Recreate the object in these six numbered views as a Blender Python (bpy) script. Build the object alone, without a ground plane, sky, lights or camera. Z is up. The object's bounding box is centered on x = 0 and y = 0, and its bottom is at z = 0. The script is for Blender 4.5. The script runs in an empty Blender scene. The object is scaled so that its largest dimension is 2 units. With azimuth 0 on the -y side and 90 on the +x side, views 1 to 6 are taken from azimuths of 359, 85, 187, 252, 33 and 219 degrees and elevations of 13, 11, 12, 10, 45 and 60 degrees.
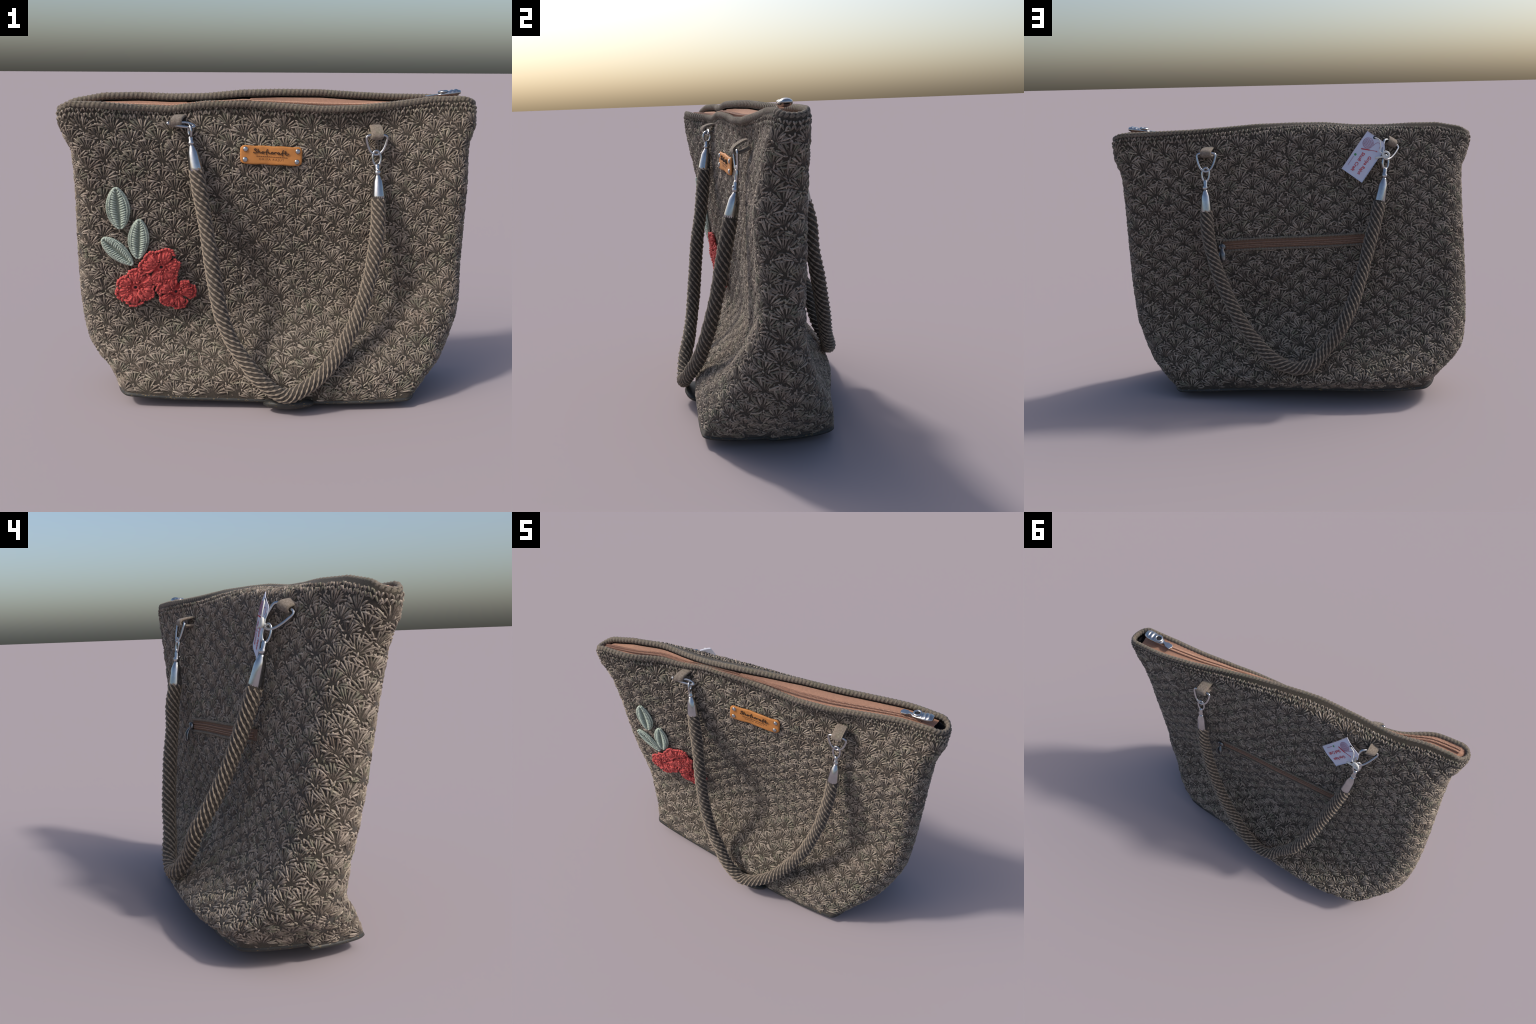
"""A slouchy hand-crocheted tote bag: lofted fabric wall covered with shell
stitches, rolled rim, zipper, two twisted cord handles with metal hardware,
leather label, crochet flowers and leaves, hang tag and a back pocket zipper."""
import bpy, math
import numpy as np
from mathutils import Vector

RNG = np.random.default_rng(7)
TAU = 2 * math.pi

# ------------------------------------------------------------------ materials
def new_mat(name, rough=0.9, metallic=0.0, spec=0.25):
    m = bpy.data.materials.new(name)
    m.use_nodes = True
    nt = m.node_tree
    b = nt.nodes["Principled BSDF"]
    b.inputs["Roughness"].default_value = rough
    b.inputs["Metallic"].default_value = metallic
    b.inputs["Specular IOR Level"].default_value = spec
    return m, nt, b


def noise_node(nt, scale, detail=3.0, rough=0.6, coord="Object", stretch=None):
    tc = nt.nodes.new("ShaderNodeTexCoord")
    n = nt.nodes.new("ShaderNodeTexNoise")
    n.inputs["Scale"].default_value = scale
    n.inputs["Detail"].default_value = detail
    n.inputs["Roughness"].default_value = rough
    if stretch:
        mp = nt.nodes.new("ShaderNodeMapping")
        mp.inputs["Scale"].default_value = stretch
        nt.links.new(tc.outputs[coord], mp.inputs["Vector"])
        nt.links.new(mp.outputs["Vector"], n.inputs["Vector"])
    else:
        nt.links.new(tc.outputs[coord], n.inputs["Vector"])
    return n


def ramp(nt, fac, stops):
    r = nt.nodes.new("ShaderNodeValToRGB")
    el = r.color_ramp.elements
    while len(el) < len(stops):
        el.new(0.5)
    for e, (p, c) in zip(el, stops):
        e.position = p
        e.color = (*c, 1)
    nt.links.new(fac, r.inputs["Fac"])
    return r


def mix(nt, fac, a, b, mode="MIX"):
    m = nt.nodes.new("ShaderNodeMix")
    m.data_type = "RGBA"
    m.blend_type = mode
    for sock, val in ((0, fac), (6, a), (7, b)):
        if isinstance(val, (int, float)):
            m.inputs[sock].default_value = val
        elif isinstance(val, tuple):
            m.inputs[sock].default_value = (*val, 1)
        else:
            nt.links.new(val, m.inputs[sock])
    return m.outputs[2]


def bump(nt, bsdf, height, strength, dist=0.002):
    b = nt.nodes.new("ShaderNodeBump")
    b.inputs["Strength"].default_value = strength
    b.inputs["Distance"].default_value = dist
    nt.links.new(height, b.inputs["Height"])
    nt.links.new(b.outputs["Normal"], bsdf.inputs["Normal"])


def yarn(name, tones, tint_a=None, tint_b=None, fibre=420.0, rough=0.92):
    """Spun yarn: mottled tones, two faint tints in soft patches, fibre bump."""
    m, nt, b = new_mat(name, rough, 0.0, 0.15)
    fine = noise_node(nt, fibre / 3, 4, 0.7)
    r = ramp(nt, fine.outputs["Fac"], [(0.28, tones[0]), (0.5, tones[1]), (0.74, tones[2])])
    col = r.outputs["Color"]
    for tint, sc, amt in ((tint_a, 17.0, 0.5), (tint_b, 12.0, 0.45)):
        if tint:
            n = noise_node(nt, sc, 3, 0.65)
            mask = ramp(nt, n.outputs["Fac"], [(0.5, (0, 0, 0)), (0.7, (amt,) * 3)])
            col = mix(nt, mask.outputs["Color"], col, tint, "MULTIPLY")
    nt.links.new(col, b.inputs["Base Color"])
    f2 = noise_node(nt, fibre, 2, 0.7)
    bump(nt, b, f2.outputs["Fac"], 0.5, 0.0015)
    b.inputs["Sheen Weight"].default_value = 0.12
    b.inputs["Sheen Roughness"].default_value = 0.6
    return m


def plain(name, col, rough=0.7, metallic=0.0, var=0.25, scale=40.0, spec=0.3, bstr=0.0):
    m, nt, b = new_mat(name, rough, metallic, spec)
    n = noise_node(nt, scale, 4, 0.6)
    lo = tuple(c * (1 - var) for c in col)
    hi = tuple(min(1, c * (1 + var)) for c in col)
    r = ramp(nt, n.outputs["Fac"], [(0.3, lo), (0.7, hi)])
    nt.links.new(r.outputs["Color"], b.inputs["Base Color"])
    if bstr:
        bump(nt, b, n.outputs["Fac"], bstr, 0.002)
    return m


MAT = {}
MAT["stitch"] = yarn("taupe_yarn", [(.103, .083, .065), (.184, .151, .121), (.285, .241, .199)], (.86, 1.0, .80), (1.0, .88, .86))
MAT["stitch_pale"] = yarn("pale_tan_yarn", [(.178, .144, .114), (.288, .240, .194), (.405, .346, .288)], (.90, 1.0, .84), (1.0, .90, .86))
MAT["stitch_olive"] = yarn("olive_yarn", [(.082, .074, .053), (.150, .136, .102), (.228, .206, .160)], (.86, 1.0, .80))
MAT["stitch_brown"] = yarn("brown_yarn", [(.058, .045, .034), (.104, .082, .064), (.165, .134, .106)], None, (1.0, .88, .84))
TONES = ["stitch", "stitch_pale", "stitch_olive", "stitch_brown"]
MAT["fabric"] = yarn("taupe_yarn_darkened_gap_shade", [(.026, .021, .016), (.042, .034, .026), (.062, .051, .040)], (.86, 1.0, .82), (1.0, .9, .88))  # same yarn, colour darkened to paint the shade between strands
MAT["rim"] = yarn("taupe_yarn_binding", [(.085, .070, .053), (.142, .118, .092), (.215, .182, .146)], (.88, 1.0, .82), (1.0, .9, .86))
MAT["cord_core"] = yarn("dark_cord_yarn", [(.030, .024, .019), (.050, .041, .033), (.078, .065, .052)])
MAT["cord"] = yarn("taupe_cord_yarn", [(.125, .100, .074), (.215, .174, .132), (.31, .255, .20)])
MAT["red"] = yarn("red_yarn", [(.34, .038, .036), (.50, .072, .066), (.64, .135, .115)])
MAT["crimson"] = yarn("crimson_yarn", [(.27, .028, .028), (.40, .052, .049), (.52, .10, .088)])
MAT["red_dark"] = yarn("deep_red_yarn", [(.26, .022, .022), (.36, .036, .035), (.44, .05, .048)])
MAT["green"] = yarn("sage_yarn", [(.235, .285, .235), (.37, .43, .365), (.49, .545, .47)])
MAT["green_dark"] = yarn("deep_sage_yarn", [(.12, .145, .115), (.18, .215, .175), (.24, .28, .23)])
MAT["metal"] = plain("nickel_metal", (.44, .445, .455), 0.20, 1.0, 0.14, 18.0, 0.5, 0.06)
MAT["dark_metal"] = plain("smoky_metal", (.20, .205, .21), 0.34, 1.0, 0.35, 35.0, 0.5, 0.08)
MAT["leather"] = plain("tan_leather", (.46, .185, .048), 0.55, 0.0, 0.14, 30.0, 0.35, 0.15)
MAT["ink"] = plain("burnt_ink", (.045, .022, .014), 0.8, 0, 0.2)
MAT["ink_faint"] = plain("faded_burnt_ink", (.12, .045, .02), 0.8, 0, 0.2)
MAT["tape"] = plain("peach_zipper_tape", (.33, .185, .128), 0.8, 0, 0.12, 90.0, 0.2, 0.2)
MAT["teeth"] = plain("peach_zipper_coil", (.44, .26, .185), 0.6, 0, 0.15, 90.0, 0.35)
MAT["tape_dark"] = plain("rust_zipper_tape", (.155, .090, .060), 0.8, 0, 0.15, 90.0, 0.2, 0.2)
MAT["teeth_dark"] = plain("rust_zipper_coil", (.225, .135, .092), 0.6, 0, 0.15, 90.0, 0.35)
MAT["lining"] = plain("dark_lining", (.010, .011, .015), 0.8, 0, 0.3)
MAT["card"] = plain("white_card", (.56, .58, .70), 0.5, 0, 0.05, 14.0, 0.3)
MAT["red_print"] = plain("red_print", (.50, .06, .075), 0.6, 0, 0.1)
MAT["pink_print"] = plain("faint_red_print", (.42, .20, .27), 0.6, 0, 0.1)
MAT["green_print"] = plain("green_print", (.06, .27, .10), 0.6, 0, 0.1)
MAT["black_print"] = plain("black_eyelet", (.02, .025, .035), 0.5, 0, 0.1)
MAT["string"] = plain("white_string", (.60, .60, .57), 0.8, 0, 0.15)


def base_material():
    m, nt, b = new_mat("black_base_sheet", 0.5, 0.0, 0.3)
    n = noise_node(nt, 5, 4, 0.6)
    r = ramp(nt, n.outputs["Fac"], [(0.3, (.018, .018, .017)), (0.7, (.040, .040, .038))])
    s = noise_node(nt, 60, 2, 0.8, stretch=(1, 1, 2.5))
    mask = ramp(nt, s.outputs["Fac"], [(0.62, (0, 0, 0)), (0.66, (1, 1, 1))])
    col = mix(nt, mask.outputs["Color"], r.outputs["Color"], (.16, .11, .045))
    nt.links.new(col, b.inputs["Base Color"])
    return m


MAT["base"] = base_material()

# -------------------------------------------------------------- scene helpers
def make_obj(name, verts, faces, mat, parent=None, smooth=True, stuff=False, tones=None):
    me = bpy.data.meshes.new(name)
    verts = np.asarray(verts, float)
    if isinstance(faces, np.ndarray):
        nf, k = faces.shape
        me.vertices.add(len(verts))
        me.vertices.foreach_set("co", verts.astype(np.float32).ravel())
        me.loops.add(nf * k)
        me.loops.foreach_set("vertex_index", faces.astype(np.int32).ravel())
        me.polygons.add(nf)
        me.polygons.foreach_set("loop_start", np.arange(0, nf * k, k, dtype=np.int32))
        me.update(calc_edges=True)
    else:
        me.from_pydata([tuple(v) for v in verts], [], [tuple(f) for f in faces])
        me.update()
    me.validate()
    if smooth and len(me.polygons):
        me.polygons.foreach_set("use_smooth", np.ones(len(me.polygons), bool))
    if tones is None:
        me.materials.append(mat)
    else:                                  # several yarns in one piece
        for m_ in TONES:
            me.materials.append(MAT[m_])
        me.polygons.foreach_set("material_index", np.asarray(tones, dtype=np.int32))
    ob = bpy.data.objects.new(name, me)
    bpy.context.scene.collection.objects.link(ob)
    if parent:
        ob.parent = parent
    if stuff:
        ob["kind"] = "stuff"
    return ob


class Build:
    """Collects pieces into one mesh."""
    def __init__(self):
        self.v, self.f, self.n = [], [], 0

    def add(self, v, f):
        v = np.asarray(v, float)
        self.v.append(v)
        self.f += [tuple(i + self.n for i in q) for q in f]
        self.n += len(v)

    def obj(self, name, mat, parent=None, smooth=True, stuff=False):
        return make_obj(name, np.concatenate(self.v), self.f, mat, parent, smooth, stuff)


def unit(v):
    v = np.asarray(v, float)
    return v / np.maximum(np.linalg.norm(v, axis=-1, keepdims=True), 1e-12)


def catmull(pts, n, closed=False):
    """Smooth curve through control points, resampled evenly by length."""
    p = np.asarray(pts, float)
    if closed:
        q = np.vstack([p[-1], p, p[0], p[1]])
    else:
        q = np.vstack([2 * p[0] - p[1], p, 2 * p[-1] - p[-2]])
    out = []
    t = np.linspace(0, 1, 24, endpoint=False)[:, None]
    for i in range(len(q) - 3):
        a, b, c, d = q[i:i + 4]
        out.append(.5 * (2 * b + (c - a) * t + (2 * a - 5 * b + 4 * c - d) * t ** 2 + (3 * b - a - 3 * c + d) * t ** 3))
    out = np.vstack(out + ([p[:1]] if closed else [p[-1:]]))
    s = np.r_[0, np.cumsum(np.linalg.norm(np.diff(out, axis=0), axis=1))]
    g = np.linspace(0, s[-1], n, endpoint=not closed)
    return np.stack([np.interp(g, s, out[:, k]) for k in range(out.shape[1])], 1)


def frames(path, closed=False, up=None):
    """Rotation-minimising frames along a path."""
    p = np.asarray(path, float)
    if closed:
        t = unit(np.roll(p, -1, 0) - np.roll(p, 1, 0))
    else:
        t = unit(np.gradient(p, axis=0))
    ref = np.array(up if up is not None else (0, 0, 1.0), float)
    if abs(ref @ t[0]) > .95:
        ref = np.array([0, 1.0, 0])
    n = np.zeros_like(p)
    n[0] = unit(ref - t[0] * (ref @ t[0]))
    for i in range(1, len(p)):
        v = n[i - 1] - t[i] * (n[i - 1] @ t[i])
        n[i] = unit(v)
    return t, n, np.cross(t, n)


def tube(path, radius, sides=10, closed=False, caps=True, up=None, flat=1.0, rad_fn=None):
    p = np.asarray(path, float)
    m = len(p)
    t, n, b = frames(p, closed, up)
    r = np.broadcast_to(np.asarray(radius, float), (m,))
    a = np.linspace(0, TAU, sides, endpoint=False)
    rr = r[:, None] * np.ones(sides)[None]
    if rad_fn is not None:
        s = np.r_[0, np.cumsum(np.linalg.norm(np.diff(p, axis=0), axis=1))]
        rr = rr * rad_fn(s[:, None], a[None])
    v = p[:, None] + rr[..., None] * (np.cos(a)[None, :, None] * n[:, None] + flat * np.sin(a)[None, :, None] * b[:, None])
    v = v.reshape(-1, 3)
    f = []
    for i in range(m if closed else m - 1):
        j = (i + 1) % m
        for k in range(sides):
            l = (k + 1) % sides
            f.append((i * sides + k, i * sides + l, j * sides + l, j * sides + k))
    if caps and not closed:
        f.append(tuple(range(sides - 1, -1, -1)))
        f.append(tuple((m - 1) * sides + k for k in range(sides)))
    return v, f


def lathe_along(a, b, profile, sides=20):
    """Turned piece: profile = [(fraction along a->b, radius)]."""
    a, b = np.asarray(a, float), np.asarray(b, float)
    pts = [a + (b - a) * f for f, _ in profile]
    t = unit(b - a)
    ref = np.array([1.0, 0, 0]) if abs(t[0]) < .9 else np.array([0, 1.0, 0])
    n = unit(ref - t * (ref @ t))
    bb = np.cross(t, n)
    ang = np.linspace(0, TAU, sides, endpoint=False)
    v = np.concatenate([p + r * (np.cos(ang)[:, None] * n + np.sin(ang)[:, None] * bb) for p, (_, r) in zip(pts, profile)])
    f = [(i * sides + k, i * sides + (k + 1) % sides, (i + 1) * sides + (k + 1) % sides, (i + 1) * sides + k)
         for i in range(len(profile) - 1) for k in range(sides)]
    f += [tuple(range(sides - 1, -1, -1)), tuple((len(profile) - 1) * sides + k for k in range(sides))]
    return v, f


def ellipsoid(c, ax, rad, nu=12, nv=8):
    u = np.linspace(0, TAU, nu, endpoint=False)
    w = np.linspace(0, math.pi, nv)
    ax = np.asarray(ax, float)
    v = []
    for q in w:
        for p in u:
            l = (math.sin(q) * math.cos(p) * rad[0], math.sin(q) * math.sin(p) * rad[1], math.cos(q) * rad[2])
            v.append(np.asarray(c) + l[0] * ax[0] + l[1] * ax[1] + l[2] * ax[2])
    f = [(i * nu + k, i * nu + (k + 1) % nu, (i + 1) * nu + (k + 1) % nu, (i + 1) * nu + k) for i in range(nv - 1) for k in range(nu)]
    return np.array(v), f


def pchip(xk, yk, x):
    """Monotone cubic through (xk, yk); yk may carry leading axes matching x."""
    xk = np.asarray(xk, float)
    h = np.diff(xk)
    d = np.diff(yk, axis=-1) / h
    m = np.zeros_like(yk)
    s = d[..., 1:] * d[..., :-1] > 0
    w1, w2 = 2 * h[1:] + h[:-1], h[1:] + 2 * h[:-1]
    with np.errstate(divide="ignore", invalid="ignore"):
        hm = (w1 + w2) / (w1 / d[..., :-1] + w2 / d[..., 1:])
    m[..., 1:-1] = np.where(s, hm, 0)
    m[..., 0], m[..., -1] = d[..., 0], d[..., -1]
    i = np.clip(np.searchsorted(xk, x, side="right") - 1, 0, len(xk) - 2)
    t = np.clip((x - xk[i]) / h[i], 0, 1)
    g = lambda arr, k: np.take_along_axis(arr, k[..., None], -1)[..., 0] if arr.ndim > 1 else arr[k]
    y0, y1, m0, m1, hh = g(yk, i), g(yk, i + 1), g(m, i), g(m, i + 1), h[i]
    return (2 * t ** 3 - 3 * t ** 2 + 1) * y0 + (t ** 3 - 2 * t ** 2 + t) * hh * m0 + (-2 * t ** 3 + 3 * t ** 2) * y1 + (t ** 3 - t ** 2) * hh * m1


def smooth(a, b, x):
    t = np.clip((x - a) / (b - a), 0, 1)
    return t * t * (3 - 2 * t)

# ------------------------------------------------------------------ bag shape
# The fabric wall is described by: how far it reaches left and right at each
# height, and where its front and back sheets lie at eleven stations across.
Z_TOP, Z_LOW = 1.46, 0.045
LEVELS = np.array([.045, .13, .20, .30, .42, .52, .66, .85, 1.05, 1.22, 1.36, 1.43, 1.46])
LEFT = np.array([-.790, -.845, -.905, -.950, -.963, -.965, -.962, -.955, -.945, -.942, -.982, -.992, -.989])
RIGHT = np.array([.700, .790, .852, .895, .930, .940, .945, .950, .955, .958, .992, .993, .990])
ST = np.array([-1, -.8, -.6, -.4, -.2, 0, .2, .4, .6, .8, 1.0])
FRONT = np.array([
    [-.255, -.27, -.275, -.28, -.285, -.295, -.31, -.315, -.31, -.30, -.28],
    [-.205, -.24, -.265, -.28, -.29, -.305, -.32, -.32, -.305, -.275, -.23],
    [-.165, -.20, -.225, -.235, -.248, -.272, -.292, -.294, -.278, -.245, -.205],
    [-.13, -.145, -.15, -.14, -.138, -.160, -.190, -.20, -.198, -.19, -.175],
    [-.14, -.145, -.125, -.095, -.082, -.078, -.09, -.094, -.106, -.132, -.145],
    [-.165, -.165, -.145, -.11, -.075, -.06, -.055, -.055, -.062, -.075, -.09],
    [-.20, -.195, -.17, -.125, -.088, -.065, -.055, -.055, -.055, -.04, -.03],
    [-.24, -.225, -.20, -.16, -.122, -.088, -.067, -.055, -.052, -.035, -.035],
    [-.28, -.25, -.215, -.17, -.135, -.10, -.075, -.055, -.045, -.038, -.042],
    [-.315, -.272, -.222, -.17, -.13, -.095, -.07, -.045, -.03, -.01, -.005],
    [-.335, -.285, -.215, -.15, -.108, -.075, -.05, -.015, .012, .02, .025],
    [-.335, -.29, -.185, -.138, -.108, -.085, -.065, -.025, .005, .03, .05],
    [-.328, -.30, -.195, -.153, -.13, -.10, -.085, -.05, -.005, .03, .055]])
BACK = np.array([
    [.255, .285, .297, .302, .302, .302, .305, .305, .31, .305, .285],
    [.265, .32, .36, .377, .38, .375, .365, .34, .31, .295, .275],
    [.225, .275, .32, .342, .342, .335, .328, .303, .28, .265, .255],
    [.175, .21, .24, .25, .25, .25, .245, .235, .225, .225, .235],
    [.12, .145, .155, .157, .152, .152, .152, .155, .16, .18, .215],
    [.08, .105, .115, .118, .118, .122, .127, .135, .145, .152, .17],
    [.04, .062, .08, .093, .102, .115, .128, .14, .15, .155, .155],
    [-.01, .025, .055, .075, .09, .108, .122, .14, .156, .163, .165],
    [-.068, -.02, .018, .04, .058, .08, .103, .128, .155, .168, .175],
    [-.13, -.07, -.026, .004, .025, .048, .073, .105, .148, .172, .184],
    [-.195, -.13, -.065, -.015, .005, .032, .062, .098, .143, .172, .19],
    [-.215, -.155, -.085, -.035, -.015, .005, .035, .078, .135, .175, .19],
    [-.225, -.178, -.125, -.115, -.092, -.045, .01, .068, .13, .175, .188]])
RIM_X = np.array([-1.0, -.93, -.80, -.65, -.50, -.34, -.17, .0, .2, .38, .56, .75, .93, 1.0])
RIM_FRONT = np.array([1.435, 1.462, 1.460, 1.444, 1.437, 1.460, 1.462, 1.450, 1.436, 1.438, 1.455, 1.478, 1.480, 1.455])
RIM_BACK = np.array([1.435, 1.472, 1.496, 1.498, 1.492, 1.494, 1.510, 1.513, 1.511, 1.499, 1.490, 1.487, 1.480, 1.455])


def table(T, xi, z):
    rows = np.stack([pchip(ST, row, xi) for row in T], -1)
    return pchip(LEVELS, rows, z)


def wall(side, tau, z0):
    """Point of the front (side 0) or back (1) sheet; tau 0..1 runs left to right."""
    tau, z0 = np.broadcast_arrays(np.asarray(tau, float), np.asarray(z0, float))
    xi = -np.cos(math.pi * tau)
    xl, xr = pchip(LEVELS, LEFT, z0), pchip(LEVELS, RIGHT, z0)
    x = (xl + xr) / 2 + xi * (xr - xl) / 2
    yf, yb = table(FRONT, xi, z0), table(BACK, xi, z0)
    mid, half = (yf + yb) / 2, (yb - yf) / 2
    d = (1 - np.abs(xi)) * (xr - xl) / 2
    r = np.clip(half, .03, .22) * np.interp(z0, [.05, .14, .32], [.35, .6, 1.0])
    k = np.clip(1 - d / r, 0, 1)
    e = np.sqrt(np.maximum(1 - k ** 2.3, 0))
    y = mid + (half * e) * (1 if side else -1)
    if side == 0:                       # slack diagonal folds low on the right
        for (x1, z1), (x2, z2), wd, dep in (((.36, .26), (.74, .62), .045, .016), ((.50, .18), (.86, .52), .05, -.010)):
            L = math.hypot(x2 - x1, z2 - z1)
            al = ((x - x1) * (x2 - x1) + (z0 - z1) * (z2 - z1)) / L ** 2
            ac = ((x - x1) * (z2 - z1) - (z0 - z1) * (x2 - x1)) / L
            y = y + dep * np.exp(-(ac / wd) ** 2) * smooth(-.15, .2, al) * (1 - smooth(.75, 1.1, al))
    zt = np.interp(x, RIM_X, RIM_BACK if side else RIM_FRONT)
    z = z0 + (zt - Z_TOP) * smooth(1.0, Z_TOP - .02, z0)
    low = np.interp(x, [-.8, -.5, 0, .4, .7], [.050, .038, .030, .018, .0] if side else [.030, .012, .0, .0, .008])
    z = z + low * (1 - smooth(Z_LOW, .30, z0))
    return np.stack([x, y, z], -1)


NU, NV = 420, 300            # samples per half turn, samples of height
zs = np.linspace(Z_LOW, Z_TOP, NV)
tt = np.linspace(0, 1, 900)
GRID = np.zeros((NV, 2 * NU, 3))
for side in (0, 1):
    dense = wall(side, tt[None, :], zs[:, None])
    for i in range(NV):
        s = np.r_[0, np.cumsum(np.linalg.norm(np.diff(dense[i], axis=0), axis=1))]
        g = np.linspace(0, s[-1], NU + 1)[:-1]
        row = np.stack([np.interp(g, s, dense[i][:, k]) for k in range(3)], 1)
        if side == 0:
            GRID[i, :NU] = row
        else:                # back runs right to left so the loop closes
            g = np.linspace(s[-1], 0, NU + 1)[:-1]
            GRID[i, NU:] = np.stack([np.interp(g, s, dense[i][:, k]) for k in range(3)], 1)
# even the height sampling along each column by surface length
COL = np.zeros_like(GRID)
seg = np.linalg.norm(np.diff(GRID, axis=0), axis=2)
cum = np.vstack([np.zeros((1, 2 * NU)), np.cumsum(seg, 0)])
for j in range(2 * NU):
    g = np.linspace(0, cum[-1, j], NV)
    for k in range(3):
        COL[:, j, k] = np.interp(g, cum[:, j], GRID[:, j, k])
GRID = COL
HEIGHT = cum[-1]             # length of each column from base to rim
for _ in range(2):           # soften the loft a little
    GRID[1:-1] = .5 * GRID[1:-1] + .25 * (GRID[2:] + GRID[:-2])
    GRID = .5 * GRID + .25 * (np.roll(GRID, 1, 1) + np.roll(GRID, -1, 1))
du = np.roll(GRID, -1, 1) - np.roll(GRID, 1, 1)
dv = np.gradient(GRID, axis=0)
NORM = unit(np.cross(du, dv))


def surf(c, r):
    """Position, normal at loop coordinate c (columns) and row coordinate r."""
    c = np.mod(c, 2 * NU)
    r = np.clip(r, 0, NV - 1.001)
    c0, r0 = np.floor(c).astype(int), np.floor(r).astype(int)
    fc, fr = (c - c0)[..., None], (r - r0)[..., None]
    c1 = (c0 + 1) % (2 * NU)
    c0 = c0 % (2 * NU)
    out = []
    for A in (GRID, NORM):
        out.append((A[r0, c0] * (1 - fc) + A[r0, c1] * fc) * (1 - fr) + (A[r0 + 1, c0] * (1 - fc) + A[r0 + 1, c1] * fc) * fr)
    return out[0], unit(out[1])


def locate(x, z, side):
    """Loop coordinates of the point of a sheet seen at (x, z)."""
    sl = slice(0, NU) if side == 0 else slice(NU, 2 * NU)
    G = GRID[:, sl]
    d = (G[..., 0] - x) ** 2 + (G[..., 2] - z) ** 2
    r, c = np.unravel_index(np.argmin(d), d.shape)
    return c + (0 if side == 0 else NU), r


def place(x, z, side):
    c, r = locate(x, z, side)
    p, n = GRID[r, c], NORM[r, c]
    up = unit(np.array([0, 0, 1.0]) - n * n[2])
    right = np.cross(up, n)
    return p, right, up, n


def drape(side):
    """Function (x, z, h) -> point lying h off the sheet."""
    def f(x, z, h=0.0):
        x, z, h = np.broadcast_arrays(*(np.asarray(q, float) for q in (x, z, h)))
        out = np.zeros(x.shape + (3,))
        for i in np.ndindex(x.shape):
            c, r = locate(x[i], z[i], side)
            p, n = GRID[r, c], NORM[r, c]
            out[i] = (x[i], p[1], z[i]) + n * h[i]
        return out
    return f

# ------------------------------------------------------------------- top level
bag = bpy.data.objects.new("tote_bag", None)
bpy.context.scene.collection.objects.link(bag)
bag["label"] = "slouchy brown crocheted tote bag with cord handles and red flowers"
bag["category"] = "tote bag"

# --------------------------------------------------------------- fabric wall
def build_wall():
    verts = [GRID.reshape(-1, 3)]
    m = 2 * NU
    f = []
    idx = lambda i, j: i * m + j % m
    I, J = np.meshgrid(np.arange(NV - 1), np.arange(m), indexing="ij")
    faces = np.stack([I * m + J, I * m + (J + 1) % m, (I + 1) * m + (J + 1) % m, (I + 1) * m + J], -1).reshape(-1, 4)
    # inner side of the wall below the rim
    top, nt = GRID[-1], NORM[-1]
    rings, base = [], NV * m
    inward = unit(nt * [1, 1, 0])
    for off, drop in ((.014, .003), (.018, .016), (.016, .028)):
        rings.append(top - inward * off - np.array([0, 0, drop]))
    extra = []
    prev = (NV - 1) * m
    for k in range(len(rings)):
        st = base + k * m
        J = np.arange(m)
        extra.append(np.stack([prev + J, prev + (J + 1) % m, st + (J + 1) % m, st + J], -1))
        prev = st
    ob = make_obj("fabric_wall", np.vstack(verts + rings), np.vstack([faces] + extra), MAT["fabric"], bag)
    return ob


wall_ob = build_wall()

# ------------------------------------------------------------- shell stitches
STEP = np.linalg.norm(GRID - np.roll(GRID, -1, 1), axis=2)       # column spacing
def strand_cloud(c0, r0, pts, rad, lift):
    """Yarn strands laid on the wall. pts (K,M,2) local width/height offsets in
    metres around loop coordinates c0, r0 (K); rad, lift (K,M)."""
    K, M = pts.shape[:2]
    ci, ri = np.mod(np.round(c0).astype(int), 2 * NU), np.clip(np.round(r0).astype(int), 0, NV - 1)
    sc = STEP[ri, ci][:, None]
    sr = (HEIGHT[ci] / (NV - 1))[:, None]
    c = c0[:, None] + pts[..., 0] / sc
    r = r0[:, None] + pts[..., 1] / sr
    p, n = surf(c, r)
    over = np.maximum(r - (NV - 1.001), 0) * sr
    p = p + over[..., None] * np.array([0, 0, 1.0])
    t = unit(np.gradient(p, axis=1))
    b = unit(np.cross(n, t))
    ang = np.radians([-8, 40, 90, 140, 188])
    S = len(ang)
    ctr = p + n * lift[..., None]
    v = ctr[:, :, None] + rad[..., None, None] * (np.cos(ang)[None, None, :, None] * b[:, :, None] + np.sin(ang)[None, None, :, None] * n[:, :, None])
    v = v.reshape(K, M * S, 3)
    i, j = np.meshgrid(np.arange(M - 1), np.arange(S - 1), indexing="ij")
    q = np.stack([i * S + j, (i + 1) * S + j, (i + 1) * S + j + 1, i * S + j + 1], -1).reshape(-1, 4)
    f = q[None] + (np.arange(K) * M * S)[:, None, None]
    return v.reshape(-1, 3), f.reshape(-1, 4), M * S


ROW = 0.0465                 # height of a row
COLS = 31                    # shells around the bag
SHELL_W, SHELL_H = .066, .074
N_ROWS = int((HEIGHT.max() - .05) / ROW)


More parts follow.
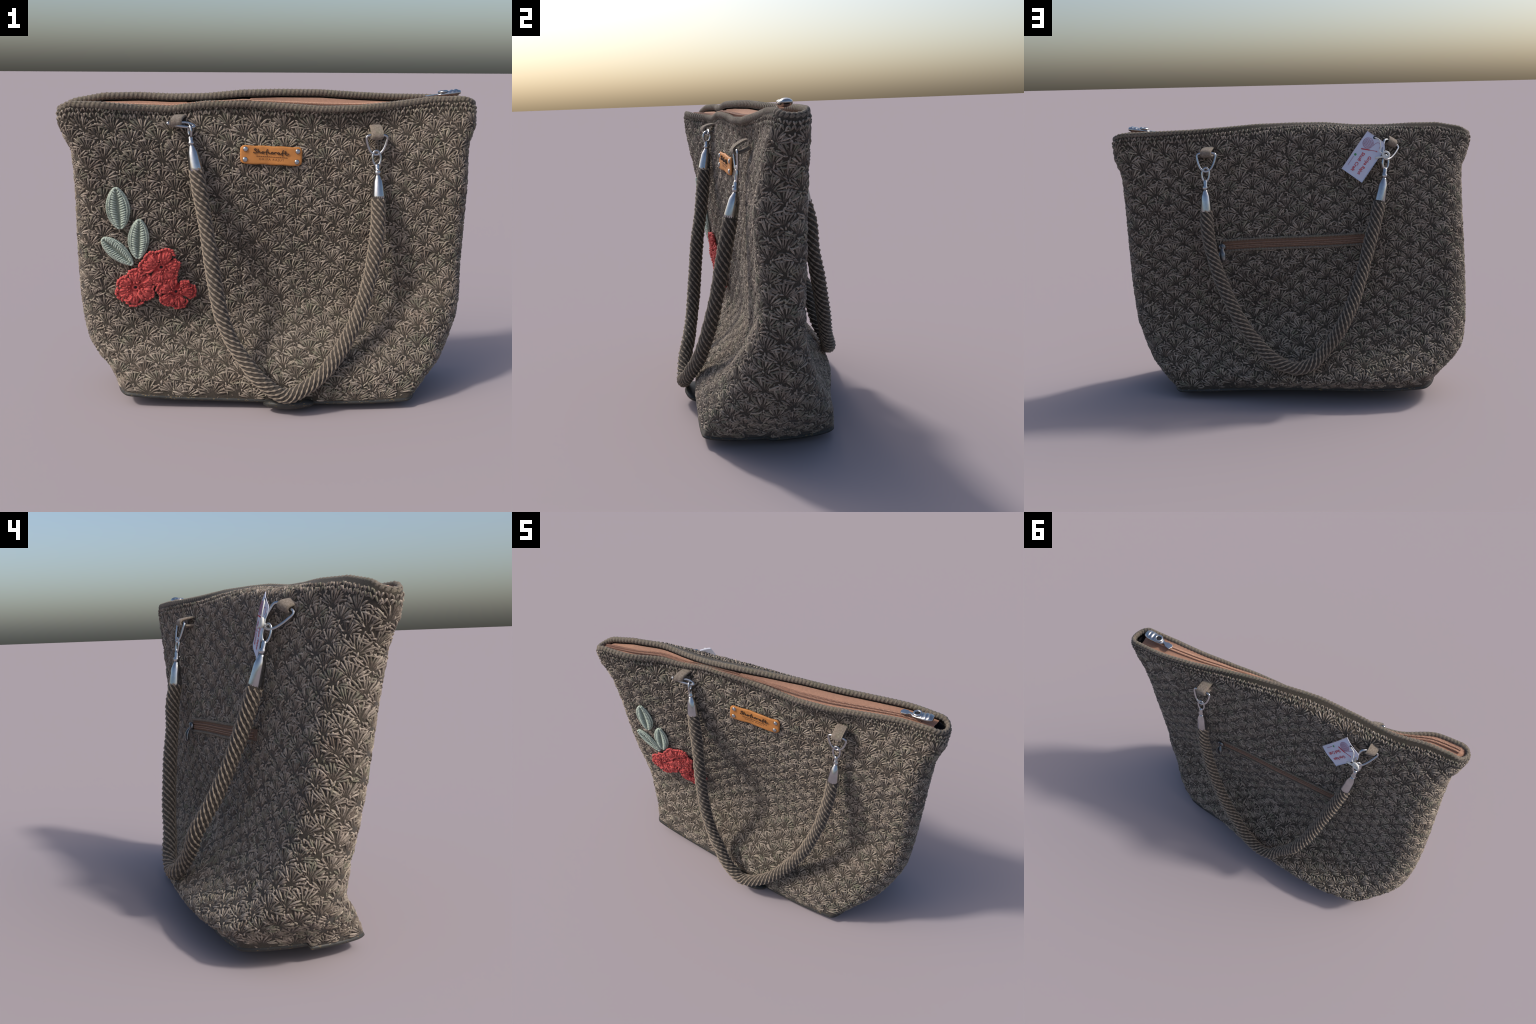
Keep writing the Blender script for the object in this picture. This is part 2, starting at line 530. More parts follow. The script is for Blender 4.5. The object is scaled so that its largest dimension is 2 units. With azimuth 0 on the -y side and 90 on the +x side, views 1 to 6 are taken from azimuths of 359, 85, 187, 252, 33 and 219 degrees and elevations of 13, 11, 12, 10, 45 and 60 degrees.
def shell_strands(rng):
    """Local strand paths of one shell: a fan of yarn legs plus the little
    sideways loops that close its top edge."""
    paths, rads, lifts = [], [], []
    tilt = rng.normal(0, .06)
    def ray(a, t, w, h, curl=0.0, stretch=1.0):
        x = SHELL_W * (np.sin(a) * t * stretch * .95 + curl * (t - t[0]) ** 2 * 2.5)
        y = SHELL_H * ((np.cos(a) * .80 + .16) * t * stretch - .10 * abs(math.sin(a)) * (t - .3) ** 2)
        paths.append(np.stack([x, y], -1)); rads.append(w); lifts.append(h)
    n = 11
    for k in range(n):                                   # outer legs of the fan
        a = math.radians(-86 + 172 * k / (n - 1) + rng.normal(0, 2.8)) + tilt
        t = np.linspace(.42 + rng.normal(0, .05), 1.0, 6)
        ray(a, t, np.array([.0012, .0026, .0036, .0042, .0037, .0014]) * (1 + rng.normal(0, .12)),
            np.array([-.0010, .0006, .0016, .0026, .0022, .0004]) * (1 + rng.normal(0, .25)), rng.normal(0, .05) + .10 * math.sin(a), 1 + rng.normal(0, .045))
    for k in range(9):                                   # inner legs sinking into the foot
        a = math.radians(-72 + 144 * k / 8 + rng.normal(0, 6)) + tilt
        t = np.linspace(.18, .52 + rng.normal(0, .05), 6)
        ray(a, t, np.array([.0008, .0014, .0020, .0025, .0023, .0010]), np.array([-.0018, -.0012, -.0004, .0004, .0002, -.0010]))
    for k in range(11):                                  # short curls crowding the tips
        a = math.radians(-84 + 168 * k / 10 + rng.normal(0, 4)) + tilt
        r0 = rng.uniform(.66, .90)
        cx, cy = SHELL_W * math.sin(a) * r0, SHELL_H * (math.cos(a) * .80 + .15) * r0
        d = a + rng.normal(-.22, .22)
        t = np.linspace(-1, 1, 6)
        l = .0085 * (1 + rng.normal(0, .2))
        paths.append(np.stack([cx + math.sin(d) * l * t + math.cos(d) * .0018 * t * t, cy + math.cos(d) * l * t - math.sin(d) * .0018 * t * t], -1))
        rads.append(np.array([.0010, .0026, .0034, .0034, .0026, .0010]))
        lifts.append(np.array([-.001, .0004, .0014, .0014, .0006, -.001]))
    m = 9
    for k in range(m):                                   # sideways loops on the top edge
        a = math.radians(-80 + 160 * k / (m - 1) + rng.normal(0, 5))
        cx, cy = SHELL_W * 1.04 * math.sin(a), SHELL_H * (math.cos(a) * .94 + .14)
        d = a + math.radians(55 + rng.normal(0, 12))
        t = np.linspace(-1, 1, 6)
        l = .0088 * (1 + rng.normal(0, .15))
        paths.append(np.stack([cx + math.sin(d) * l * t, cy + math.cos(d) * l * t + .0022 * (1 - t ** 2)], -1))
        rads.append(np.array([.0012, .0029, .0035, .0034, .0027, .0010]))
        lifts.append(np.array([-.001, .0010, .0020, .0020, .001, -.001]))
    for sg in (-1, 1):                                   # side loops of the stitch below the foot
        d = sg * .7 + rng.normal(0, .3)
        t = np.linspace(-1, 1, 6)
        paths.append(np.stack([sg * .027 + math.sin(d) * .007 * t, -.012 + rng.normal(0, .002) + math.cos(d) * .007 * t], -1))
        rads.append(np.array([.0010, .0024, .0030, .0028, .0022, .0008]))
        lifts.append(np.array([-.0015, 0, .0004, .0002, -.0004, -.0015]))
    return np.array(paths), np.array(rads), np.array(lifts)


def build_shells():
    keep, rest, off = [], [], 0
    shells = []
    for row in range(N_ROWS):
        for k in range(COLS):
            c0 = (k + .5 * (row % 2) + RNG.normal(0, .02)) * 2 * NU / COLS
            ci = int(round(c0)) % (2 * NU)
            down = .066 + row * ROW + SHELL_H * .8 + RNG.normal(0, .0012)
            r0 = (1 - down / HEIGHT[ci]) * (NV - 1)
            if down > HEIGHT[ci] + .014:
                continue
            shells.append((c0, max(r0, 0.5), ci))
    front = [s for s in shells if s[2] < NU]
    singles = set(id(s) for s in sorted(front, key=lambda s: abs(s[2] - NU / 2))[:300])
    for s in shells:
        P, R, L = shell_strands(RNG)
        K = len(P)
        g = 1 + RNG.normal(0, .03)
        v, f, _ = strand_cloud(np.full(K, s[0]), np.full(K, s[1]), P * g, R, L * .8)
        lean = RNG.choice(3, p=[.62, .20, .18])          # this shell's mood: plain, olive, brown
        tone = np.zeros(K, int)
        for q in range(K):
            pale = .22 if q < 11 else .0 if q < 20 else .15 if q < 31 else .55 if q < 40 else .05
            dark = .03 if q < 11 else .85 if q < 20 else .22 if q < 31 else .05 if q < 40 else .6  # inner legs mostly given the darkest tone, so each fan is darker towards its foot
            u = RNG.random()
            tone[q] = 1 if u < pale else 3 if u < pale + dark else (0, 2, 3)[lean] if RNG.random() < .6 else 0
        per = len(f) // K
        ft = np.repeat(tone, per)
        if id(s) in singles:
            keep.append((v, f, ft))
        else:
            rest.append((v, f + off, ft))
            off += len(v)
    for v, f, ft in keep:
        make_obj("shell_stitch", v, f, None, wall_ob, tones=ft)
    make_obj("shell_stitch_field", np.vstack([r[0] for r in rest]), np.vstack([r[1] for r in rest]), None, wall_ob, stuff=True,
             tones=np.concatenate([r[2] for r in rest]))


build_shells()

# ------------------------------------ single-crochet rows and rolled rim edge
def build_edge_rows():
    count = 176
    V, F, off = [], [], 0
    for row, (down, size) in enumerate(((.034, 1.25), (.055, 1.45))):
        c0 = (np.arange(count) + .5 * (row % 2) + RNG.normal(0, .05, count)) * 2 * NU / count
        r0 = NV - 1 - down / HEIGHT[np.mod(np.round(c0).astype(int), 2 * NU)] * (NV - 1)
        for sgn in (-1, 1):
            t = np.linspace(0, 1, 5)
            base = np.stack([sgn * (.0012 + .0072 * t), -.006 + .018 * t - .004 * t * t], -1) * size
            pts = np.broadcast_to(base, (count, 5, 2)) + RNG.normal(0, .0022, (count, 1, 2))
            rad = np.broadcast_to([.0016, .0036, .0044, .0040, .0014], (count, 5))
            lift = np.broadcast_to([-.001, .001, .0028, .0024, 0], (count, 5))
            v, f, _ = strand_cloud(c0, r0, pts, rad, lift)
            V.append(v); F.append(f + off); off += len(v)
    F = np.vstack(F)
    per = 16
    make_obj("edge_stitch_row", np.vstack(V), F, None, wall_ob, stuff=True, tones=np.repeat(RNG.choice([0, 0, 1, 2, 3], len(F) // per), per))


build_edge_rows()


def build_rim():
    top = GRID[-1]
    inward = unit(NORM[-1] * [1, 1, 0])
    path = catmull((top - inward * .010 - [0, 0, .010])[::6], 1500, closed=True)
    rib = lambda s, a: 1 + .11 * np.sin(TAU * s / .0205 + 1.6 * a + 1.5 * np.sin(s * 9)) + .05 * np.sin(TAU * s / .0103 + 3 * a)
    t, n, b = frames(path, True, (0, 0, 1))
    # keep the section upright: n = up, b = sideways
    n = unit(np.array([0, 0, 1.0]) - t * t[:, 2:3]); b = np.cross(t, n)
    a = np.linspace(0, TAU, 14, endpoint=False)
    s = np.linspace(0, np.linalg.norm(np.diff(path, axis=0), axis=1).sum(), len(path))
    rr = rib(s[:, None], a[None])
    v = path[:, None] + rr[..., None] * (.0155 * np.cos(a)[None, :, None] * n[:, None] + .0125 * np.sin(a)[None, :, None] * b[:, None])
    M, S = len(path), 14
    I, J = np.meshgrid(np.arange(M), np.arange(S), indexing="ij")
    f = np.stack([I * S + J, I * S + (J + 1) % S, ((I + 1) % M) * S + (J + 1) % S, ((I + 1) % M) * S + J], -1).reshape(-1, 4)
    make_obj("rolled_rim", v.reshape(-1, 3), f, MAT["rim"], bag)


build_rim()

# ------------------------------------------------------------- top zipper
def lip(tau, side, drop=.024, inset=.018):
    """Point just inside the lip of the opening, tau 0..1 from left to right."""
    c = tau * NU if side == 0 else 2 * NU - tau * NU
    p, n = surf(np.asarray(c, float), np.asarray(NV - 1.001, float))
    n = unit(n * [1, 1, 0])
    return p - n * inset - np.array([0, 0, drop])


def build_zipper():
    taus = np.linspace(.012, .945, 260)
    W = 11
    v = np.zeros((len(taus), W, 3))
    centre = []
    for i, t in enumerate(taus):
        a, b = lip(t, 0, .008, .015), lip(t, 1, .034, .016)
        if (b - a)[1] < .012:                      # where the lips meet
            m = (a + b) / 2
            a, b = m - [0, .006, 0], m + [0, .006, 0]
        w = np.linspace(0, 1, W)
        p = a + (b - a) * w[:, None]
        zlow = min(a[2], b[2])
        p[:, 2] += .006 * np.exp(-((w - .45) / .12) ** 2) - .006 * np.sin(math.pi * w)
        v[i] = p
        centre.append(p[int(W * .45)])
    I, J = np.meshgrid(np.arange(len(taus) - 1), np.arange(W - 1), indexing="ij")
    f = np.stack([I * W + J, (I + 1) * W + J, (I + 1) * W + J + 1, I * W + J + 1], -1).reshape(-1, 4)
    tape = make_obj("zipper_tape", v.reshape(-1, 3), f, MAT["tape"], bag)
    B = Build()
    path = catmull(np.array(centre)[::4], 300)
    t, n, b = frames(path, False, (0, 0, 1))
    for i in range(6, 292):
        side = unit(np.cross(t[i], [0, 0, 1]))
        for sg in (-1, 1):
            c = path[i] + side * sg * .0085 + [0, 0, .0045]
            B.add(*ellipsoid(c, (t[i], side, (0, 0, 1)), (.0026, .0078, .0042), 6, 4))
    B.obj("zipper_coil", MAT["teeth"], tape, stuff=True)
    # dark pouch visible through the open end
    lin = Build()
    ta = np.linspace(.90, .995, 30)
    ring = np.vstack([[lip(t, 0, .035, .022) for t in ta], [lip(t, 1, .035, .022) for t in ta[::-1]]])
    low = ring - [0, 0, .05]
    m = len(ring)
    lin.add(np.vstack([ring, low]), [(k, (k + 1) % m, m + (k + 1) % m, m + k) for k in range(m)] + [(m + k, m + k + 1, 2 * m - 2 - k, 2 * m - 1 - k) for k in range(29)])
    lin.obj("pouch_lining", MAT["lining"], bag)
    # slider with ridged body, ring and pull tab
    S = Build()
    a, b2 = np.array([.79, .090, 1.489]), np.array([.905, .100, 1.505])
    d = unit(b2 - a)
    side = unit(np.cross(d, [0, 0, 1]))
    up = np.cross(side, d)
    prof = [(0, .010, .004), (.10, .020, .007), (.35, .026, .010), (.6, .030, .014), (.8, .030, .016), (.93, .026, .014), (1, .020, .010)]
    ang = np.linspace(0, TAU, 18, endpoint=False)
    fr = np.linspace(0, 1, 40)
    wid = np.interp(fr, [p[0] for p in prof], [p[1] for p in prof])
    hei = np.interp(fr, [p[0] for p in prof], [p[2] for p in prof]) * (1 + .14 * np.where(fr > .42, np.sin((fr - .42) * TAU * 5.2), 0))
    vv = np.concatenate([a + (b2 - a) * q + w * np.cos(ang)[:, None] * side + h * np.sin(ang)[:, None] * up for q, w, h in zip(fr, wid, hei)])
    ff = [(i * 18 + k, i * 18 + (k + 1) % 18, (i + 1) * 18 + (k + 1) % 18, (i + 1) * 18 + k) for i in range(39) for k in range(18)]
    ff += [tuple(range(17, -1, -1)), tuple(39 * 18 + k for k in range(18))]
    S.add(vv, ff)
    slider = S.obj("zipper_slider", MAT["metal"], bag)
    c = a + (b2 - a) * .28 + up * .012
    ringp = np.array([c + .019 * math.cos(q) * d + .019 * math.sin(q) * side for q in np.linspace(0, TAU, 28, endpoint=False)])
    R = Build()
    R.add(*tube(ringp, .0062, 10, closed=True))
    R.obj("slider_ring", MAT["metal"], slider)
    H = Build()
    H.add(*ellipsoid(c - up * .0005, (d, side, up), (.014, .014, .002), 16, 5))
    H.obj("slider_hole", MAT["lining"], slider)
    T = Build()
    e = np.array([.742, .090, 1.482])
    dd = unit(e - a)
    ss = unit(np.cross(dd, [0, 0, 1])); uu = np.cross(ss, dd)
    out = [(-.004, .007), (.012, .009), (.022, .017), (.052, .019), (.060, -.004), (.052, -.017), (.022, -.016), (.012, -.009), (-.004, -.007)]
    poly = np.array([a + dd * p + ss * q for p, q in out])
    m = len(poly)
    T.add(np.vstack([poly + uu * .005, poly - uu * .003]), [tuple(range(m)), tuple(range(2 * m - 1, m - 1, -1))] + [(k, m + k, m + (k + 1) % m, (k + 1) % m) for k in range(m)])
    o = T.obj("slider_pull_tab", MAT["metal"], slider, smooth=False)
    bv = o.modifiers.new("round", "BEVEL"); bv.width = .0025; bv.segments = 2


build_zipper()

# ---------------------------------------------------------------- base sheet
def build_base():
    m = 2 * NU
    low = GRID[0].copy()
    cen = low.mean(0)
    loops = []
    flap = lambda x, y: np.exp(-((x - .062) / .055) ** 2) * (y < 0)
    for grow, z in ((-.004, .055), (.004, .046), (.006, .040), (.000, .034)):
        p = low.copy()
        out = unit(NORM[0] * [1, 1, 0])
        p += out * grow
        fl = 0 * flap(p[:, 0], p[:, 1])
        p[:, 1] -= fl * np.maximum(.385 + p[:, 1], 0) * (1 if grow > .005 else .75)
        wob = .010 * np.sin(p[:, 0] * 5.1 + 1.0) * np.where(p[:, 1] > 0, 1, .5)
        corner = .02 * smooth(.55, .8, np.abs(p[:, 0] + .03))
        p[:, 2] += z - .047 + wob * .3
        loops.append(p)
    for k in (.7, .35):
        p = cen + (loops[3] - cen) * k
        p[:, 2] = p[:, 2] * k + .030 * (1 - k) 
        loops.append(p)
    v = np.vstack(loops + [cen[None] * [1, 1, 0] + [0, 0, .022]])
    f = [(i * m + k, (i + 1) * m + k, (i + 1) * m + (k + 1) % m, i * m + (k + 1) % m) for i in range(len(loops) - 1) for k in range(m)]
    L = len(loops) * m
    f += [((len(loops) - 1) * m + k, L, (len(loops) - 1) * m + (k + 1) % m) for k in range(m)]
    B = Build()
    B.add(v, f)
    B.add(*ellipsoid((.055, -.325, .044), ((1, 0, 0), (0, .96, -.28), (0, .28, .96)), (.125, .060, .029), 20, 10))
    B.obj("base_sheet", MAT["base"], bag)


build_base()

# ------------------------------------------------------------------- handles
def build_handle(path, sleeves, rings):
    """path: cord centreline; sleeves: (cord end, tip) at both ends;
    rings: dict per end with bar centre, bar direction, ring tip, wall point."""
    P = catmull(path, 520)
    R = .0315
    lumps = 1 + .05 * np.sin(np.linspace(0, 40, len(P))) * np.sin(np.linspace(0, 13, len(P)))
    v, f = tube(P, R * lumps, 20)
    B = Build(); B.add(v, f)
    handle = B.obj("cord_handle", MAT["cord_core"], bag)
    t, n, b = frames(P)
    s = np.r_[0, np.cumsum(np.linalg.norm(np.diff(P, axis=0), axis=1))]
    H = 7
    pitch = .215
    for k in range(H):
        th = -TAU * s / pitch + TAU * k / H
        hel = P + (R * lumps)[:, None] * 1.02 * (np.cos(th)[:, None] * n + np.sin(th)[:, None] * b)
        q = catmull(hel[::4], 620)
        rad = .0041 * (1 + .38 * np.sin(np.arange(620) * TAU / 6.3 + k))
        vv, ff = tube(q, rad, 6)
        make_obj("cord_strand", vv, ff, MAT["cord"], handle)
    for (end, tip), rg in zip(sleeves, rings):
        end, tip = np.array(end), np.array(tip)
        S = Build()
        S.add(*lathe_along(end, tip, [(-.10, .0315), (0, .0320), (.05, .0322), (.45, .0275), (.68, .0250), (.82, .0195), (.92, .0145), (1.0, .0125)], 24))
        S.obj("metal_sleeve", MAT["metal"], handle)
        # swivel clasp: collar, eye hook, rivet
        top = np.array(rg["tip"])
        ax = top - tip
        C = Build()
        C.add(*lathe_along(tip, tip + ax * .5, [(0, .0125), (.12, .0165), (.3, .0165), (.42, .011), (.8, .013), (1, .009)], 16))
        d = unit(ax)
        bar = unit(np.array(rg["bar"]))
        sd = unit(bar - d * (bar @ d))
        ringc = tip + ax * .76
        q = np.linspace(0, TAU, 30, endpoint=False)
        hl = max(np.linalg.norm(ax) * .34, .024)
        third = unit(np.cross(d, sd)) if rg.get("edge") else sd
        C.add(*tube(np.array([ringc + d * hl * math.cos(a) + third * .020 * math.sin(a) for a in q]), .0066, 8, closed=True))
        C.add(*ellipsoid(tip + ax * .22 + np.cross(sd, d) * .012, (sd, d, np.cross(sd, d)), (.008, .008, .006)))
        C.obj("swivel_clasp", MAT["metal"], handle)
        # D ring
        bc = np.array(rg["centre"])
        dn = unit(top - bc)
        hgt = np.linalg.norm(top - bc) + .010
        w = .047
        pts = [bc - bar * w * .9, bc + bar * w * .9, bc + bar * w + dn * hgt * .35, bc + bar * w * .62 + dn * hgt * .82, bc + dn * hgt,
               bc - bar * w * .62 + dn * hgt * .82, bc - bar * w + dn * hgt * .35]
        D = Build()
        D.add(*tube(catmull(pts, 60, closed=True), .0068, 10, closed=True))
        D.obj("d_ring", MAT["metal"], handle)
        # fabric tab folded round the ring's bar and sewn to the wall
        wp = np.array(rg["wall"])
        outw = unit(bc - wp)
        upv = unit(np.cross(bar, outw)); upv = upv if upv[2] > 0 else -upv
        spine = [wp - outw * .02 + upv * .022, wp + upv * .024, bc + upv * .016, bc + outw * .014, bc - upv * .014, wp - upv * .016, wp - outw * .02 - upv * .012]
        sp = catmull(spine, 26)
        wv = np.linspace(-1, 1, 9) * .029
        T = Build()
        tn = frames(sp)[0]
        nn = unit(np.cross(tn, bar))
        outer, inner = [], []
        for i in range(26):
            for x in wv:
                e = 1 - .55 * (abs(x) / .029) ** 6
                outer.append(sp[i] + bar * x + nn[i] * .007 * e)
                inner.append(sp[i] + bar * x - nn[i] * .007 * e)
        nw = 9
        vv = np.vstack([outer, inner])
        o2 = 26 * nw
        ff = [(i * nw + k, i * nw + k + 1, (i + 1) * nw + k + 1, (i + 1) * nw + k) for i in range(25) for k in range(nw - 1)]
        ff += [(o2 + i * nw + k + 1, o2 + i * nw + k, o2 + (i + 1) * nw + k, o2 + (i + 1) * nw + k + 1) for i in range(25) for k in range(nw - 1)]
        for k0 in (0, nw - 1):
            ff += [(i * nw + k0, (i + 1) * nw + k0, o2 + (i + 1) * nw + k0, o2 + i * nw + k0) for i in range(25)]
        T.add(vv, ff)
        T.obj("ring_tab", MAT["stitch"], bag)
    return handle


FRONT_PATH = [(-.384, -.222, 1.160), (-.345, -.253, .94), (-.318, -.283, .77), (-.292, -.303, .60), (-.264, -.318, .474),
              (-.215, -.336, .355), (-.150, -.356, .262), (-.080, -.380, .178), (.03, -.386, .108), (.135, -.374, .145), (.219, -.343, .207),
              (.292, -.300, .290), (.345, -.270, .374), (.391, -.242, .465), (.430, -.212, .58), (.462, -.180, .72), (.482, -.148, .88), (.484, -.118, 1.015)]
BACK_PATH = [(.462, .215, 1.06), (.455, .238, .96), (.436, .250, .845), (.390, .278, .704), (.330, .303, .57), (.262, .325, .45),
             (.183, .343, .352), (.085, .370, .263), (-.03, .382, .224), (-.12, .378, .25), (-.180, .349, .31), (-.235, .335, .375), (-.283, .322, .455),
             (-.331, .280, .55), (-.367, .232, .655), (-.399, .188, .765), (-.427, .150, .875), (-.456, .117, .985), (-.480, .086, 1.095)]
build_handle(FRONT_PATH,
             [((-.384, -.222, 1.160), (-.404, -.204, 1.268)), ((.484, -.118, 1.015), (.481, -.092, 1.118))],
             [dict(centre=(-.47, -.208, 1.368), bar=(-.9, -.35, .0), tip=(-.412, -.198, 1.350), wall=(-.46, -.165, 1.372), edge=True),
              dict(centre=(.472, -.085, 1.303), bar=(1, .12, 0), tip=(.472, -.082, 1.222), wall=(.470, -.045, 1.318))])
build_handle(BACK_PATH,
             [((.462, .215, 1.06), (.466, .203, 1.175)), ((-.480, .086, 1.095), (-.504, .062, 1.218))],
             [dict(centre=(.460, .168, 1.368), bar=(1, .12, 0), tip=(.461, .19, 1.283), wall=(.458, .105, 1.372)),
              dict(centre=(-.545, -.028, 1.400), bar=(.5, .35, .3), tip=(-.512, .035, 1.325), wall=(-.535, -.075, 1.40))])

# --------------------------------------------------------------- leather label
def build_label():
    tl, tr, bl, br = (np.array(p) for p in ((-.179, -.130, 1.262), (.118, -.086, 1.247), (-.179, -.137, 1.176), (.116, -.089, 1.158)))
    D = drape(0)
    nx, ny = 48, 16
    def point(u, w, h):
        x = (tl[0] * (1 - u) + tr[0] * u) * w + (bl[0] * (1 - u) + br[0] * u) * (1 - w)
        z = (tl[2] * (1 - u) + tr[2] * u) * w + (bl[2] * (1 - u) + br[2] * u) * (1 - w)
        y = (tl[1] * (1 - u) + tr[1] * u) * w + (bl[1] * (1 - u) + br[1] * u) * (1 - w)
        y = y - .004 * math.sin(u * 9 + 1) * (.3 + abs(w - .5)) - h
        return np.array([x, y, z])
    # rounded corners by squeezing the grid
    rad_u, rad_w = .075, .24
    def rc(u, w):
        du, dw = max(rad_u - u, u - 1 + rad_u, 0) / rad_u, max(rad_w - w, w - 1 + rad_w, 0) / rad_w
        L = math.hypot(du, dw)
        m = max(du, dw)
        if L > 0 and m > 0:
            k = m / L
            cu, cw = min(max(u, rad_u), 1 - rad_u), min(max(w, rad_w), 1 - rad_w)
            u, w = cu + (u - cu) * k, cw + (w - cw) * k
        return u, w
    V = []
    for h in (.010, .001):
        for j in range(ny + 1):
            for i in range(nx + 1):
                u, w = rc(i / nx, j / ny)
                edge = min(i, nx - i, j, ny - j)
                V.append(point(u, w + .012 * math.sin(u * 21) * (abs(w - .5) > .35), h - (.0025 if edge == 0 and h > .005 else 0)))
    m = (nx + 1) * (ny + 1)
    F = []
    for o, flip in ((0, False), (m, True)):
        for j in range(ny):
            for i in range(nx):
                q = (o + j * (nx + 1) + i, o + j * (nx + 1) + i + 1, o + (j + 1) * (nx + 1) + i + 1, o + (j + 1) * (nx + 1) + i)
                F.append(q[::-1] if flip else q)
    loop = [i for i in range(nx)] + [j * (nx + 1) + nx for j in range(ny)] + [ny * (nx + 1) + i for i in range(nx, 0, -1)] + [j * (nx + 1) for j in range(ny, 0, -1)]
    for a, b in zip(loop, loop[1:] + loop[:1]):
        F.append((b, a, m + a, m + b))
    label = make_obj("leather_label", V, F, MAT["leather"], bag)
    for u, w in ((.085, .80), (.078, .24), (.925, .78), (.915, .22)):
        B = Build()
        c = point(u, w, .0105)
        B.add(*ellipsoid(c, ((1, .15, 0), (0, 0, 1), (-.15, 1, 0)), (.0125, .0125, .006), 16, 8))
        B.obj("rivet", MAT["metal"], label)
    # brush-script word, drawn as pen strokes in a unit-high alphabet
    strokes = [
        [(.42, .92), (.30, 1.05), (.12, .98), (.10, .78), (.34, .58), (.36, .30), (.18, .14), (-.04, .24), (.05, .36)],
        [(.62, 1.08), (.60, .60), (.58, .16), (.66, .48), (.80, .58), (.88, .42), (.88, .22), (1.0, .18), (1.14, .36)],
        [(1.36, .52), (1.20, .48), (1.16, .26), (1.32, .14), (1.46, .28), (1.40, .50), (1.56, .46), (1.72, .50)],
        [(2.06, .96), (1.92, 1.0), (1.84, .70), (1.84, .20), (1.82, -.10)], [(1.70, .50), (2.10, .52)],
        [(2.16, .54), (2.16, .24), (2.26, .14), (2.40, .28)],
        [(2.80, .48), (2.62, .54), (2.48, .34), (2.58, .16), (2.78, .20), (2.92, .42)],
        [(2.94, .54), (2.96, .16), (3.0, .42), (3.16, .54), (3.30, .48)],
        [(3.66, .50), (3.46, .52), (3.40, .28), (3.54, .16), (3.68, .32), (3.70, .50), (3.70, .24), (3.82, .16), (3.98, .36)],
        [(4.34, .96), (4.18, 1.0), (4.10, .70), (4.12, .20), (4.10, -.14)], [(3.96, .46), (4.80, .54)],
        [(4.58, 1.0), (4.52, .50), (4.56, .18), (4.74, .10), (4.94, .26), (5.04, .46)]]
    W = Build()
    for s in strokes:
        q = catmull(np.array(s), 22)
        P = np.array([point(.215 + x * .112, .575 + y * .255 - .008 * x, .0112) for x, y in q])
        W.add(*tube(P, .0034, 6, flat=.5, up=(0, 1, 0)))
    W.obj("label_script_lettering", MAT["ink"], label)
    L = Build()
    for k in range(15):
        u = .255 + k * .034
        P = np.array([point(u + dx, .455 - .012 * k / 5, .0110) for dx in (0, .012, .024)])
        L.add(*tube(P, .0021, 5, flat=.5, up=(0, 1, 0)))
    L.obj("label_dashed_line", MAT["ink_faint"], label)
    text_on("GRIYA RAJUT", lambda x, y: point(.305 + x * .400, .24 + y * .115 - .02 * x, .0104), MAT["ink_faint"], "label_small_lettering", label, spacing=1.25)


def text_on(body, put, mat, name, parent, spacing=1.0, shear=0.0, bold=0.0, push=(0, 0, 0)):
    """Built-in font text, normalised to unit width and cap height, then mapped by put(x, y)."""
    cu = bpy.data.curves.new(name, "FONT")
    cu.body = body
    cu.space_character = spacing
    cu.shear = shear
    cu.offset = bold
    cu.resolution_u = 3
    ob = bpy.data.objects.new(name, cu)
    bpy.context.scene.collection.objects.link(ob)
    dg = bpy.context.evaluated_depsgraph_get()
    me = bpy.data.meshes.new_from_object(ob.evaluated_get(dg))
    co = np.array([v.co[:] for v in me.vertices])
    faces = [tuple(p.vertices) for p in me.polygons]
    bpy.data.objects.remove(ob)
    bpy.data.curves.remove(cu)
    bpy.data.meshes.remove(me)
    x = (co[:, 0] - co[:, 0].min()) / np.ptp(co[:, 0])
    y = co[:, 1] / .70
    v = np.array([put(a, b) for a, b in zip(x, y)])
    return make_obj(name, v, faces, mat, parent, smooth=False)


build_label()

